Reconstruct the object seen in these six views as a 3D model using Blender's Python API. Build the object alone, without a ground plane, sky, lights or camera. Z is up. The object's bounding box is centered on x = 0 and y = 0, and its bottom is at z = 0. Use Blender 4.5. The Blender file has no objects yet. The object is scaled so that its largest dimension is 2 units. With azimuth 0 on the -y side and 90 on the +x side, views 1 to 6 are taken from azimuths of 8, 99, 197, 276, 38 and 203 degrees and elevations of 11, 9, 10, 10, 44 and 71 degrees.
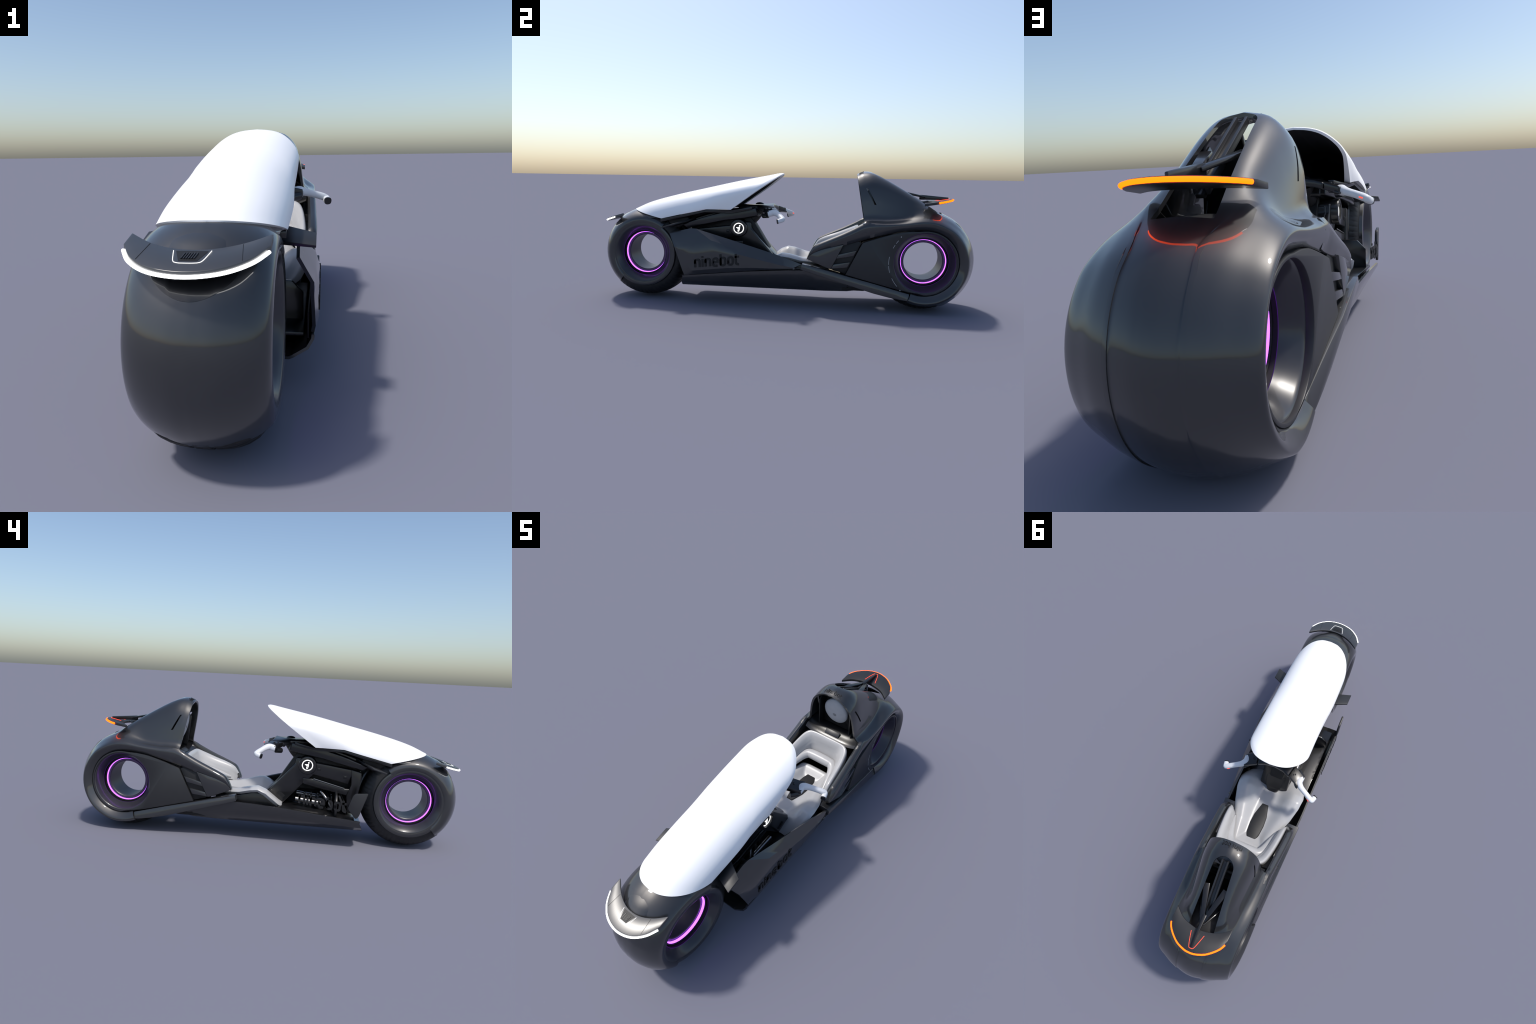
import bpy, bmesh, math, random
import numpy as np
from mathutils import Vector, Matrix

random.seed(7)
rng = np.random.default_rng(7)
scene = bpy.context.scene
COL = scene.collection

# ---------------------------------------------------------------- materials
def material(name, base, rough=0.4, metallic=0.0, coat=0.0, coat_rough=0.05, grain=0.06,
             scale=60.0, bump=0.0, emission=None, strength=0.0, spec=0.5):
    spec = 0.0 if emission else spec
    m = bpy.data.materials.new(name)
    m.use_nodes = True
    nt = m.node_tree
    b = nt.nodes["Principled BSDF"]
    tc = nt.nodes.new("ShaderNodeTexCoord")
    nz = nt.nodes.new("ShaderNodeTexNoise")
    nz.inputs["Scale"].default_value = scale
    nz.inputs["Detail"].default_value = 4
    nt.links.new(tc.outputs["Object"], nz.inputs["Vector"])
    cr = nt.nodes.new("ShaderNodeValToRGB")
    lo = [max(0.0, c * (1 - grain)) for c in base]
    hi = [min(1.0, c * (1 + grain)) for c in base]
    cr.color_ramp.elements[0].position = 0.3
    cr.color_ramp.elements[1].position = 0.7
    cr.color_ramp.elements[0].color = (*lo, 1)
    cr.color_ramp.elements[1].color = (*hi, 1)
    nt.links.new(nz.outputs["Fac"], cr.inputs["Fac"])
    nt.links.new(cr.outputs["Color"], b.inputs["Base Color"])
    b.inputs["Roughness"].default_value = rough
    b.inputs["Metallic"].default_value = metallic
    b.inputs["Coat Weight"].default_value = coat
    b.inputs["Coat Roughness"].default_value = coat_rough
    b.inputs["Specular IOR Level"].default_value = spec
    if bump > 0:
        bp = nt.nodes.new("ShaderNodeBump")
        bp.inputs["Strength"].default_value = bump
        bp.inputs["Distance"].default_value = 0.002
        n2 = nt.nodes.new("ShaderNodeTexNoise")
        n2.inputs["Scale"].default_value = scale * 4
        nt.links.new(tc.outputs["Object"], n2.inputs["Vector"])
        nt.links.new(n2.outputs["Fac"], bp.inputs["Height"])
        nt.links.new(bp.outputs["Normal"], b.inputs["Normal"])
    if emission:
        b.inputs["Emission Color"].default_value = (*emission, 1)
        b.inputs["Emission Strength"].default_value = strength
    return m

M = {}
M["paint"] = material("graphite_paint", (0.0165, 0.017, 0.0185), 0.42, 0.0, 1.0, 0.03, 0.04, 30)
M["satin"] = material("satin_graphite", (0.021, 0.0215, 0.0235), 0.40, 0.0, 0.0, 0.1, 0.04, 40)
M["visor"] = material("visor_grey", (0.030, 0.031, 0.034), 0.36, 0.0, 0.0, 0.1, 0.04, 40, spec=1.0)  # base and specular lifted above satin to bring out the sun sheen
M["black"] = material("gloss_black", (0.009, 0.009, 0.010), 0.28, 0.0, 0.25, 0.05, 0.08, 40)
M["deep"] = material("matt_black", (0.004, 0.004, 0.0045), 0.55, 0.0, 0.0, 0.1, 0.1, 40)
M["rubber"] = material("tyre_rubber", (0.012, 0.012, 0.013), 0.55, 0, 0, 0.1, 0.12, 90, 0.1)
M["rim"] = material("rim_graphite", (0.030, 0.031, 0.034), 0.30, 0.0, 0.3, 0.05, 0.05, 40)
M["hubmetal"] = material("hub_tube", (0.042, 0.044, 0.046), 0.4, 0.2, 0, 0.1, 0.06, 40)
M["white"] = material("white_paint", (0.98, 0.98, 0.98), 0.42, 0.0, 0.0, 0.05, 0.005, 20, spec=0.8)  # albedo pushed near full white to reach the canopy's sun-blown brightness
M["grip"] = material("grip_white", (0.72, 0.73, 0.75), 0.4, 0, 0.0, 0.05, 0.02, 60)
M["leather"] = material("seat_leather", (0.44, 0.44, 0.445), 0.33, 0, 0.3, 0.08, 0.025, 25, 0.03)
M["headrest"] = material("headrest_fabric", (0.42, 0.43, 0.45), 0.6, 0, 0, 0.1, 0.03, 60, 0.1)
M["steel"] = material("brushed_steel", (0.35, 0.34, 0.33), 0.3, 1.0, 0, 0.1, 0.08, 80)
M["ink"] = material("lettering_black", (0.004, 0.004, 0.0045), 0.6, 0, 0, 0.1, 0.05, 60)
M["mark"] = material("marking_grey", (0.45, 0.45, 0.46), 0.5, 0, 0, 0.1, 0.03, 60)
M["mark_dim"] = material("emblem_grey", (0.16, 0.16, 0.17), 0.5, 0, 0, 0.1, 0.03, 60)
M["glow_white"] = material("white_light", (0.02, 0.02, 0.02), 0.4, 0, 0, .1, .01, 20, 0, (1, 1, 1), 5.0)
M["glow_hub"] = material("hub_light", (0.02, 0.02, 0.02), 0.4, 0, 0, .1, .01, 20, 0, (1, 1, 1), 2.0)
M["glow_line"] = material("white_line_light", (0.02, 0.02, 0.02), 0.4, 0, 0, .1, .01, 20, 0, (1, 1, 1), 1.6)
M["glow_violet"] = material("violet_light", (0.02, 0.02, 0.02), 0.4, 0, 0, .1, .01, 20, 0, (0.44, 0.092, 1.0), 4.0)
M["drawn_violet_reflection"] = material("violet_reflection_drawn_emissive", (0.02, 0.02, 0.02), 0.4, 0, 0, .1, .01, 20, 0, (0.3, 0.04, 0.9), 0.12)
M["glow_amber"] = material("amber_light", (0.02, 0.02, 0.02), 0.4, 0, 0, .1, .01, 20, 0, (1.0, 0.070, 0.0005), 6.5)
M["glow_red"] = material("red_light", (0.9, 0.1, 0.05), 0.4, 0, 0, .1, .01, 20, 0, (1.0, 0.08, 0.05), 1.3)

# ---------------------------------------------------------------- helpers
def finish(ob, mat, parent, smooth=30.0):
    me = ob.data
    if mat is not None:
        me.materials.clear()
        me.materials.append(M[mat])
    if smooth is not None:
        for p in me.polygons:
            p.use_smooth = True
        me.set_sharp_from_angle(angle=math.radians(smooth))
    if parent is not None:
        ob.parent = parent
    return ob

def mesh_object(name, verts, faces, mat, parent=None, smooth=30.0, recalc=True):
    me = bpy.data.meshes.new(name)
    me.from_pydata([tuple(v) for v in verts], [], faces)
    me.validate()
    if recalc:
        bm = bmesh.new(); bm.from_mesh(me)
        bmesh.ops.remove_doubles(bm, verts=bm.verts, dist=1e-6)
        bmesh.ops.recalc_face_normals(bm, faces=bm.faces)
        bm.to_mesh(me); bm.free()
    ob = bpy.data.objects.new(name, me)
    COL.objects.link(ob)
    return finish(ob, mat, parent, smooth)

def bake(ob, smooth=30.0):
    """apply the modifiers of an object"""
    dg = bpy.context.evaluated_depsgraph_get()
    dg.update()
    me = bpy.data.meshes.new_from_object(ob.evaluated_get(dg))
    old = ob.data
    ob.modifiers.clear()
    ob.data = me
    if smooth is not None:
        for p in me.polygons:
            p.use_smooth = True
        me.set_sharp_from_angle(angle=math.radians(smooth))
    return ob

def bevel(ob, width=0.004, segments=2, angle=25.0, smooth=35.0):
    b = ob.modifiers.new("b", "BEVEL")
    b.width = width; b.segments = segments
    b.limit_method = "ANGLE"; b.angle_limit = math.radians(angle)
    return bake(ob, smooth)

def solid(ob, thick, smooth=30.0, offset=-1.0):
    s = ob.modifiers.new("s", "SOLIDIFY")
    s.thickness = thick; s.offset = offset; s.use_even_offset = False
    return bake(ob, smooth)

def cut(ob, cutter, smooth=30.0, delete=True):
    b = ob.modifiers.new("c", "BOOLEAN")
    b.operation = "DIFFERENCE"; b.solver = "EXACT"; b.object = cutter
    bake(ob, smooth)
    if delete:
        bpy.data.objects.remove(cutter, do_unlink=True)
    return ob

def spline(points, n, closed=False):
    """centripetal-free Catmull-Rom through control points, n samples even in length"""
    P = np.array(points, float)
    if len(P) == 2:
        t = np.linspace(0, 1, n)[:, None]
        return P[0] * (1 - t) + P[1] * t
    E = np.vstack([2 * P[0] - P[1], P, 2 * P[-1] - P[-2]]) if not closed else np.vstack([P[-1], P, P[0], P[1]])
    out = []
    for i in range(1, len(E) - 2):
        t = np.linspace(0, 1, 24, endpoint=False)[:, None]
        a, b, c, d = E[i - 1], E[i], E[i + 1], E[i + 2]
        out.append(0.5 * (2 * b + (c - a) * t + (2 * a - 5 * b + 4 * c - d) * t ** 2 + (3 * b - a - 3 * c + d) * t ** 3))
    out.append(E[-2][None])
    Q = np.vstack(out)
    L = np.concatenate([[0], np.cumsum(np.linalg.norm(np.diff(Q, axis=0), axis=1))])
    s = np.linspace(0, L[-1], n)
    return np.stack([np.interp(s, L, Q[:, k]) for k in range(Q.shape[1])], 1)

def smooth_rows(rows, n):
    """Catmull-Rom along the first axis of rows [stations, points, 3] (uniform in station index)"""
    R = np.array(rows, float)
    E = np.concatenate([(2 * R[0] - R[1])[None], R, (2 * R[-1] - R[-2])[None]])
    out = []
    for i in range(1, len(E) - 2):
        for t in np.linspace(0, 1, n, endpoint=False):
            a, b, c, d = E[i - 1], E[i], E[i + 1], E[i + 2]
            out.append(0.5 * (2 * b + (c - a) * t + (2 * a - 5 * b + 4 * c - d) * t ** 2 + (3 * b - a - 3 * c + d) * t ** 3))
    out.append(E[-2])
    return np.array(out)

def resample_rows(rows, n):
    return np.array([spline(r, n) for r in rows])

def grid(name, G, mat, parent=None, close_u=False, close_v=False, caps=False, smooth=30.0):
    G = np.array(G, float)
    nu, nv = G.shape[:2]
    V = G.reshape(-1, 3)
    F = []
    for i in range(nu - (0 if close_u else 1)):
        for j in range(nv - (0 if close_v else 1)):
            a = i * nv + j; b = i * nv + (j + 1) % nv
            c = ((i + 1) % nu) * nv + (j + 1) % nv; d = ((i + 1) % nu) * nv + j
            F.append((a, b, c, d))
    if caps:
        F.append(tuple(range(nv)))
        F.append(tuple(range((nu - 1) * nv, nu * nv))[::-1])
    return mesh_object(name, V, F, mat, parent, smooth)

def mirror_rows(R):
    """rows given from the +x edge to the middle (x=0): add the other half"""
    R = np.array(R)
    L = R[:, :-1][:, ::-1].copy(); L[:, :, 0] *= -1
    return np.concatenate([R, L], 1)

def round_poly(pts, r, n=5):
    out = []
    N = len(pts)
    for i in range(N):
        p = np.array(pts[i], float); a = np.array(pts[i - 1], float); b = np.array(pts[(i + 1) % N], float)
        ri = r[i] if isinstance(r, (list, tuple)) else r
        da, db = a - p, b - p
        la, lb = np.linalg.norm(da), np.linalg.norm(db)
        k = min(ri, la * 0.45, lb * 0.45)
        if k < 1e-5:
            out.append(p); continue
        s, e = p + da / la * k, p + db / lb * k
        for t in np.linspace(0, 1, n):
            out.append((1 - t) ** 2 * s + 2 * t * (1 - t) * p + t * t * e)
    return out

def prism(name, yz, x0, x1, mat, parent=None, bev=0.003, seg=2, corner=0.0, smooth=35.0):
    """plate: side outline (y, z) extruded from x0 to x1; x0/x1 may be functions of (y, z)"""
    if corner:
        yz = round_poly(yz, corner)
    f0 = x0 if callable(x0) else (lambda y, z: x0)
    f1 = x1 if callable(x1) else (lambda y, z: x1)
    n = len(yz)
    V = [(f0(y, z), y, z) for y, z in yz] + [(f1(y, z), y, z) for y, z in yz]
    F = [tuple(range(n)), tuple(range(n, 2 * n))[::-1]]
    F += [(i, (i + 1) % n, n + (i + 1) % n, n + i) for i in range(n)]
    ob = mesh_object(name, V, F, mat, parent, smooth)
    if bev:
        bevel(ob, bev, seg, 30, smooth)
    return ob

def both(fn):
    """build a part on the +x side and on the -x side"""
    return [fn(1), fn(-1)]

def revolve(name, prof, c, mat, parent=None, a0=0.0, a1=360.0, n=128, smooth=30.0, fr=None):
    """profile (x, r) turned about the axle through (y, z) = c; angle 0 = +y, 90 = up"""
    full = abs(a1 - a0) >= 359.9
    A = np.radians(np.linspace(a0, a1, n, endpoint=not full))
    G = []
    for k, a in enumerate(A):
        row = []
        for x, r in prof:
            rr = r if fr is None else r + fr(x, a, r)
            row.append((x, c[0] + rr * math.cos(a), c[1] + rr * math.sin(a)))
        G.append(row)
    return grid(name, G, mat, parent, close_u=full, smooth=smooth)

def box(name, center, size, mat, parent=None, rot=(0, 0, 0), bev=0.003, seg=2):
    sx, sy, sz = [s / 2 for s in size]
    V = [Vector((x, y, z)) for x in (-sx, sx) for y in (-sy, sy) for z in (-sz, sz)]
    R = Matrix.Rotation(rot[2], 3, "Z") @ Matrix.Rotation(rot[1], 3, "Y") @ Matrix.Rotation(rot[0], 3, "X")
    V = [R @ v + Vector(center) for v in V]
    F = [(0, 1, 3, 2), (4, 6, 7, 5), (0, 4, 5, 1), (2, 3, 7, 6), (0, 2, 6, 4), (1, 5, 7, 3)]
    ob = mesh_object(name, V, F, mat, parent)
    if bev:
        bevel(ob, bev, seg, 30)
    return ob

def beam(name, p, q, w, h, mat, parent=None, up=(0, 0, 1), bev=0.003, w2=None, h2=None):
    """bar from p to q with width w (sideways) and height h"""
    p, q = np.array(p, float), np.array(q, float)
    d = (q - p) / np.linalg.norm(q - p)
    s = np.cross(d, up); s /= np.linalg.norm(s); u = np.cross(s, d)
    w2 = w if w2 is None else w2; h2 = h if h2 is None else h2
    V = []
    for e, ww, hh in ((p, w, h), (q, w2, h2)):
        for a, b in ((-1, -1), (1, -1), (1, 1), (-1, 1)):
            V.append(e + s * a * ww / 2 + u * b * hh / 2)
    F = [(0, 1, 2, 3), (7, 6, 5, 4)] + [(i, (i + 1) % 4, 4 + (i + 1) % 4, 4 + i) for i in range(4)]
    ob = mesh_object(name, V, F, mat, parent)
    if bev:
        bevel(ob, bev, 2, 30)
    return ob

def tube(name, path, radius, mat, parent=None, n=48, m=16, flat=1.0, caps=True, power=2.0, smooth=40.0):
    """swept tube; radius may be a list along the control points; flat scales the height"""
    P = spline(path, n)
    R = np.interp(np.linspace(0, 1, n), np.linspace(0, 1, len(radius)), radius) if isinstance(radius, (list, tuple)) else np.full(n, radius)
    T = np.gradient(P, axis=0); T /= np.linalg.norm(T, axis=1)[:, None]
    G = []
    ref = np.array((0, 0, 1.0)) if abs(T[0][2]) < 0.9 else np.array((1.0, 0, 0))
    for i in range(n):
        s = np.cross(T[i], ref); s /= np.linalg.norm(s); u = np.cross(s, T[i])
        row = []
        for k in range(m):
            a = 2 * math.pi * k / m
            ca, sa = math.cos(a), math.sin(a)
            ca = math.copysign(abs(ca) ** (2 / power), ca); sa = math.copysign(abs(sa) ** (2 / power), sa)
            row.append(P[i] + R[i] * (s * ca + u * sa * flat))
        G.append(row)
    return grid(name, G, mat, parent, close_v=True, caps=caps, smooth=smooth)

def cylinder_x(name, c, r, x0, x1, mat, parent=None, n=48, bev=0.002):
    yz = [(c[0] + r * math.cos(a), c[1] + r * math.sin(a)) for a in np.linspace(0, 2 * math.pi, n, endpoint=False)]
    return prism(name, yz, x0, x1, mat, parent, bev, 2)

def ring_x(name, c, r, t, x, mat, parent=None, n=128, m=10, a0=0, a1=360):
    prof = [(x + t * math.cos(a), r + t * math.sin(a)) for a in np.linspace(0, 2 * math.pi, m + 1)]
    return revolve(name, prof, c, mat, parent, a0, a1, n)

def strokes(name, lines, width, frame, depth, mat, parent=None):
    """thick polylines (2-D) laid on a plane: frame = (origin, axis_u, axis_v, normal); one mesh"""
    o, au, av, nn = [np.array(v, float) for v in frame]
    V, F = [], []
    for pts in lines:
        P = np.array([p for i, p in enumerate(pts) if i == 0 or math.dist(p, pts[i - 1]) > 1e-7], float)
        closed = np.allclose(P[0], P[-1])
        N = len(P)
        Ls, Rs = [], []
        for i in range(N):
            if closed:
                a = P[i] - P[i - 1 if i else N - 2]; b = P[i + 1 if i < N - 1 else 1] - P[i]
            else:
                a = P[i] - P[i - 1] if i else P[1] - P[0]
                b = P[i + 1] - P[i] if i < N - 1 else a
            a = a / np.linalg.norm(a); b = b / np.linalg.norm(b)
            t = a + b; t /= np.linalg.norm(t)
            nrm = np.array((-t[1], t[0]))
            k = width / 2 / max(0.5, float(np.dot(nrm, (-a[1], a[0]))))
            Ls.append(P[i] + nrm * k); Rs.append(P[i] - nrm * k)
        b0 = len(V)
        for h in (0.0, depth):
            for L, R in zip(Ls, Rs):
                V.append(o + au * L[0] + av * L[1] + nn * h)
                V.append(o + au * R[0] + av * R[1] + nn * h)
        top = b0 + 2 * N
        for i in range(N - 1):
            k = 2 * i
            F.append((b0 + k, b0 + k + 1, b0 + k + 3, b0 + k + 2))
            F.append((top + k, top + k + 2, top + k + 3, top + k + 1))
            F.append((b0 + k, b0 + k + 2, top + k + 2, top + k))
            F.append((b0 + k + 1, top + k + 1, top + k + 3, b0 + k + 3))
        F.append((b0, top, top + 1, b0 + 1))
        F.append((b0 + 2 * N - 2, b0 + 2 * N - 1, top + 2 * N - 1, top + 2 * N - 2))
    return mesh_object(name, V, F, mat, parent, 30)

def arc(cx, cy, r, a0, a1, n=8, ry=None):
    ry = r if ry is None else ry
    return [(cx + r * math.cos(math.radians(a)), cy + ry * math.sin(math.radians(a))) for a in np.linspace(a0, a1, n)]

def lettering(base_origin, au, av, nn, height, depth, parent, width=0.29):
    """the word on the panels, drawn with rounded-corner strokes (x-height = 1)"""
    s = height
    w = 0.62
    r = 0.26
    def arch(x):
        return [(x, 0)] + [(x, 1 - r)] + arc(x + r, 1 - r, r, 180, 90, 5) + arc(x + w - r, 1 - r, r, 90, 0, 5) + [(x + w, 0)]
    def loop(x):
        return arc(x + r, r, r, 180, 270, 5) + arc(x + w - r, r, r, 270, 360, 5) + arc(x + w - r, 1 - r, r, 0, 90, 5) + arc(x + r, 1 - r, r, 90, 180, 5) + [(x, r)]
    x = 0
    glyphs = []
    glyphs.append([arch(x), [(x, 0.5), (x, 1.08)]]); x += w + 0.42
    glyphs.append([[(x, 0), (x, 1.05)], [(x, 1.22), (x, 1.45)]]); x += 0.42
    glyphs.append([arch(x), [(x, 0.5), (x, 1.08)]]); x += w + 0.42
    glyphs.append([[(x, 0.5), (x + w, 0.5), (x + w, 1 - r)] + arc(x + w - r, 1 - r, r, 0, 90, 5) + arc(x + r, 1 - r, r, 90, 180, 5) + arc(x + r, r, r, 180, 270, 5) + [(x + w - 0.02, 0)]]); x += w + 0.42
    glyphs.append([loop(x), [(x, 0.0), (x, 1.5)]]); x += w + 0.42
    glyphs.append([loop(x)]); x += w + 0.42
    glyphs.append([[(x, 1.4), (x, r)] + arc(x + r, r, r, 180, 270, 5) + [(x + 0.42, 0)], [(x - 0.16, 1.0), (x + 0.42, 1.0)]]); x += 0.42
    out = []
    for g in glyphs:
        lines = [[(px * s, py * s) for px, py in ln] for ln in g]
        out.append(strokes("letter", lines, width * s, (base_origin, au, av, nn), depth, "ink", parent))
    return out, x * s

# ---------------------------------------------------------------- root
root = bpy.data.objects.new("futuristic_motorcycle", None)
COL.objects.link(root)
root["label"] = "long low graphite motorcycle with white canopy and glowing wheels"
root["category"] = "motorcycle"

FC = (-0.745, 0.250)     # front axle
RC = (0.740, 0.256)      # rear axle

# ---------------------------------------------------------------- wheels
def tread(amp, n_blocks, half):
    def f(x, a, r):
        if abs(x) > half:
            return 0.0
        ph = (a * n_blocks / (2 * math.pi) + abs(x) * 9.0) % 1.0
        g = 1.0 if ph < 0.22 else 0.0
        if 0.018 < abs(x) < 0.024:
            g = 1.0
        return -amp * g
    return f

def wheel(name, C, R, half, ring_x_pos, rim_x, rim_r, cover, parent):
    sh = half
    prof = [(sh * 0.93, rim_r - 0.012), (sh * 0.99, rim_r + 0.01), (sh, rim_r + 0.03), (sh * 0.95, R - 0.042), (sh * 0.84, R - 0.026),
            (sh * 0.7, R - 0.0145), (sh * 0.55, R - 0.0075), (sh * 0.4, R - 0.0035), (0.026, R - 0.001), (0.0235, R - 0.0006), (0.0185, R - 0.0004), (0.016, R - 0.0002), (0.0, R)]
    prof = prof + [(-x, r) for x, r in prof[:-1][::-1]]
    tr = tread(0.0030, 60, sh * 0.9)
    def tyre_radius(x, a, r):
        d = math.degrees(a) % 360
        u = min(d - cover[0], cover[1] - d) if cover[0] <= d <= cover[1] else (max(d - cover[0], cover[1] - (d - 360)) if False else -1)
        if cover[0] < 0 and d - 360 >= cover[0]:
            u = d - 360 - cover[0]
        inside = min(1.0, max(0.0, u / 6.0))
        return tr(x, a, r) * (1 - inside) - (.016 * inside if r > rim_r + .02 else 0.0)
    tyre = revolve(name, prof, C, "rubber", parent, 0, 360, 480, 35, tyre_radius)
    # through-going hub tube
    q = ring_x_pos
    tube_prof = [(-q + .0072, 0.1105), (-q + .0070, 0.100), (-q + .010, 0.0965), (q - .010, 0.0965), (q - .0070, 0.100), (q - .0072, 0.1105)]
    revolve("hub_tube", tube_prof, C, "hubmetal", tyre, smooth=40)
    for s in (1, -1):
        # glowing band that faces the axle
        band = [(q - .0060, .1107), (q + .0045, .1135)]
        revolve("light_ring", [(s * x, r) for x, r in band], C, "glow_violet", tyre, smooth=40)
        a0, ar = q + .020, .1245
        pr = [(q + .0045, .1135), (q + .0052, .1155), (q + .0085, .1165), (q + .0085, .1200), (q + .004, .1215), (q + .004, ar - .002), (a0, ar)]
        revolve("inner_rim", [(s * x, r) for x, r in pr], C, "deep", tyre, smooth=30)
        ring_x("modelled_ring_reflection", C, ar, 0.0009, s * a0, "drawn_violet_reflection", tyre, m=6)  # light ring's reflection on the rim edge, modelled as a faint emissive wire
        fun = [(a0, ar), (a0 + (rim_x - a0) * 0.35, ar + (rim_r - ar) * .30), (a0 + (rim_x - a0) * 0.72, ar + (rim_r - ar) * .66), (rim_x - .003, rim_r - .003), (rim_x, rim_r)]
        fun = [tuple(p) for p in spline(fun, 14)]
        fun += [(rim_x + 0.0012, rim_r + 0.004), (rim_x + 0.0005, rim_r + 0.010), (rim_x - 0.012, rim_r + 0.014)]
        revolve("rim_funnel", [(s * x, r) for x, r in fun], C, "rim", tyre, smooth=50)
    return tyre

front_wheel = wheel("front_tyre", FC, 0.2465, 0.122, 0.080, 0.134, 0.153, (58, 226), root)
rear_wheel = wheel("rear_tyre", RC, 0.256, 0.140, 0.084, 0.158, 0.152, (-64, 175), root)

# ---------------------------------------------------------------- front cowl
def cowl_profile():
    half = [(0.130, 0.158), (0.1365, 0.165), (0.1385, 0.178), (0.1365, 0.190), (0.128, 0.2025), (0.108, 0.2185),
            (0.078, 0.2330), (0.040, 0.2435), (0.0, 0.2465)]
    h = spline(half, 26)
    return [tuple(p) for p in h] + [(-x, r) for x, r in h[:-1][::-1]]
cowl = revolve("front_cowl", cowl_profile(), FC, "paint", root, 53, 229, 110, 40)
solid(cowl, 0.006, 40)
# side discs that cover the tyre flanks behind the cowl
for s in (1, -1):
    revolve("wheel_side_cover", [(s * x, r) for x, r in [(0.126, 0.157), (0.1355, 0.160), (0.1375, 0.170), (0.1345, 0.179), (0.122, 0.183)]], FC, "paint", root, -135, 60, 90, 50)
# dome in front of the canopy
rows = []
for s, (yl, yt, zl, zt, w) in enumerate([(-0.66, -0.925, 0.446, 0.430, 0.134), (-0.655, -0.905, 0.450, 0.4445, 0.134), (-0.64, -0.87, 0.444, 0.4640, 0.138), (-0.60, -0.79, 0.440, 0.4920, 0.139)]):
    row = []
    for ph in np.radians(np.linspace(0, 90, 20)):
        f = math.sin(ph)
        row.append((w * math.cos(ph) ** 0.95, yl + (yt - yl) * f, zl + (zt - zl) * f))
    rows.append(row)
dome = grid("cowl_dome", mirror_rows(smooth_rows(rows, 6)), "paint", root, smooth=50)

# ---------------------------------------------------------------- canopy
def canopy_rows(inset=0.0, flare=0.0):
    """outer skin; inset/flare move it inward for the inner skin (flare mostly near the lower edge)"""
    top = [(-0.823, 0.487), (-0.73, 0.527), (-0.59, 0.5665), (-0.42, 0.606), (-0.24, 0.647), (-0.07, 0.681), (-0.012, 0.6925), (0.008, 0.690)]
    T = spline(top, 200)
    low = np.array([(-0.634, 0.443), (-0.52, 0.4695), (-0.40, 0.4975), (-0.33, 0.498), (-0.257, 0.498)])
    F_ = [0, .1, .25, .4, .5, .57, .68, .79, .88, .94, .98, 1.0]
    X_ = [.935, .955, .978, .995, 1.0, .985, .92, .80, .655, .50, .29, 0.0]
    XF = [(1 - f * f) ** .44 for f in F_]
    n = 60
    rows = []
    lt = np.interp(np.linspace(0, 1, n), [0, .3, .62, .8, 1], low[:, 0])
    lz = np.interp(lt, low[:, 0], low[:, 1])
    prof = spline(list(zip(F_, X_)), 40); proff = spline(list(zip(F_, XF)), 40)
    for i in range(n):
        s = i / (n - 1)
        yl, zl = lt[i], lz[i]
        yt = -0.823 + s * (0.007 + 0.823)
        zt = np.interp(yt, T[:, 0], T[:, 1]) - inset
        k = min(1.0, max(0.0, (s - .4) / .6)); k = k * k * (3 - 2 * k)
        row = []
        for (f, x), (f2, x2) in zip(prof, proff):
            ff = f * k + f2 * (1 - k)
            xx = (x * k + x2 * (1 - k)) * (.1455 + .004 * math.sin(math.pi * min(1, s * 1.1)))
            xx = max(0.0, xx - inset - flare * (1 - ff) ** 1.5) if xx > 1e-6 else 0.0
            row.append((xx, yl + (yt - yl) * ff, zl + (zt - zl) * ff))
        row[-1] = (0.0, row[-1][1], row[-1][2])
        rows.append(row)
    return rows
def double_shell(name, outer, inner, mat, parent, smooth=50):
    """two matching open grids joined along their borders"""
    O, I = np.array(outer), np.array(inner)
    nu, nv = O.shape[:2]
    V = np.concatenate([O.reshape(-1, 3), I.reshape(-1, 3)])
    K = nu * nv
    F = []
    for i in range(nu - 1):
        for j in range(nv - 1):
            a, b, c, d = i * nv + j, i * nv + j + 1, (i + 1) * nv + j + 1, (i + 1) * nv + j
            F.append((a, b, c, d)); F.append((K + d, K + c, K + b, K + a))
    rim = [(0, j) for j in range(nv)] + [(i, nv - 1) for i in range(1, nu)] + [(nu - 1, j) for j in range(nv - 2, -1, -1)] + [(i, 0) for i in range(nu - 2, 0, -1)]
    for (a, b), (c, d) in zip(rim, rim[1:] + rim[:1]):
        p, q = a * nv + b, c * nv + d
        F.append((p, q, K + q, K + p))
    return mesh_object(name, V, F, mat, parent, smooth)
canopy = double_shell("canopy", mirror_rows(canopy_rows()), mirror_rows(canopy_rows(0.006, 0.016)), "white", root, 40)
lining = grid("canopy_lining", mirror_rows([r for r in canopy_rows(0.0075, 0.017)][1:-1]), "satin", canopy, smooth=50)

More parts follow.
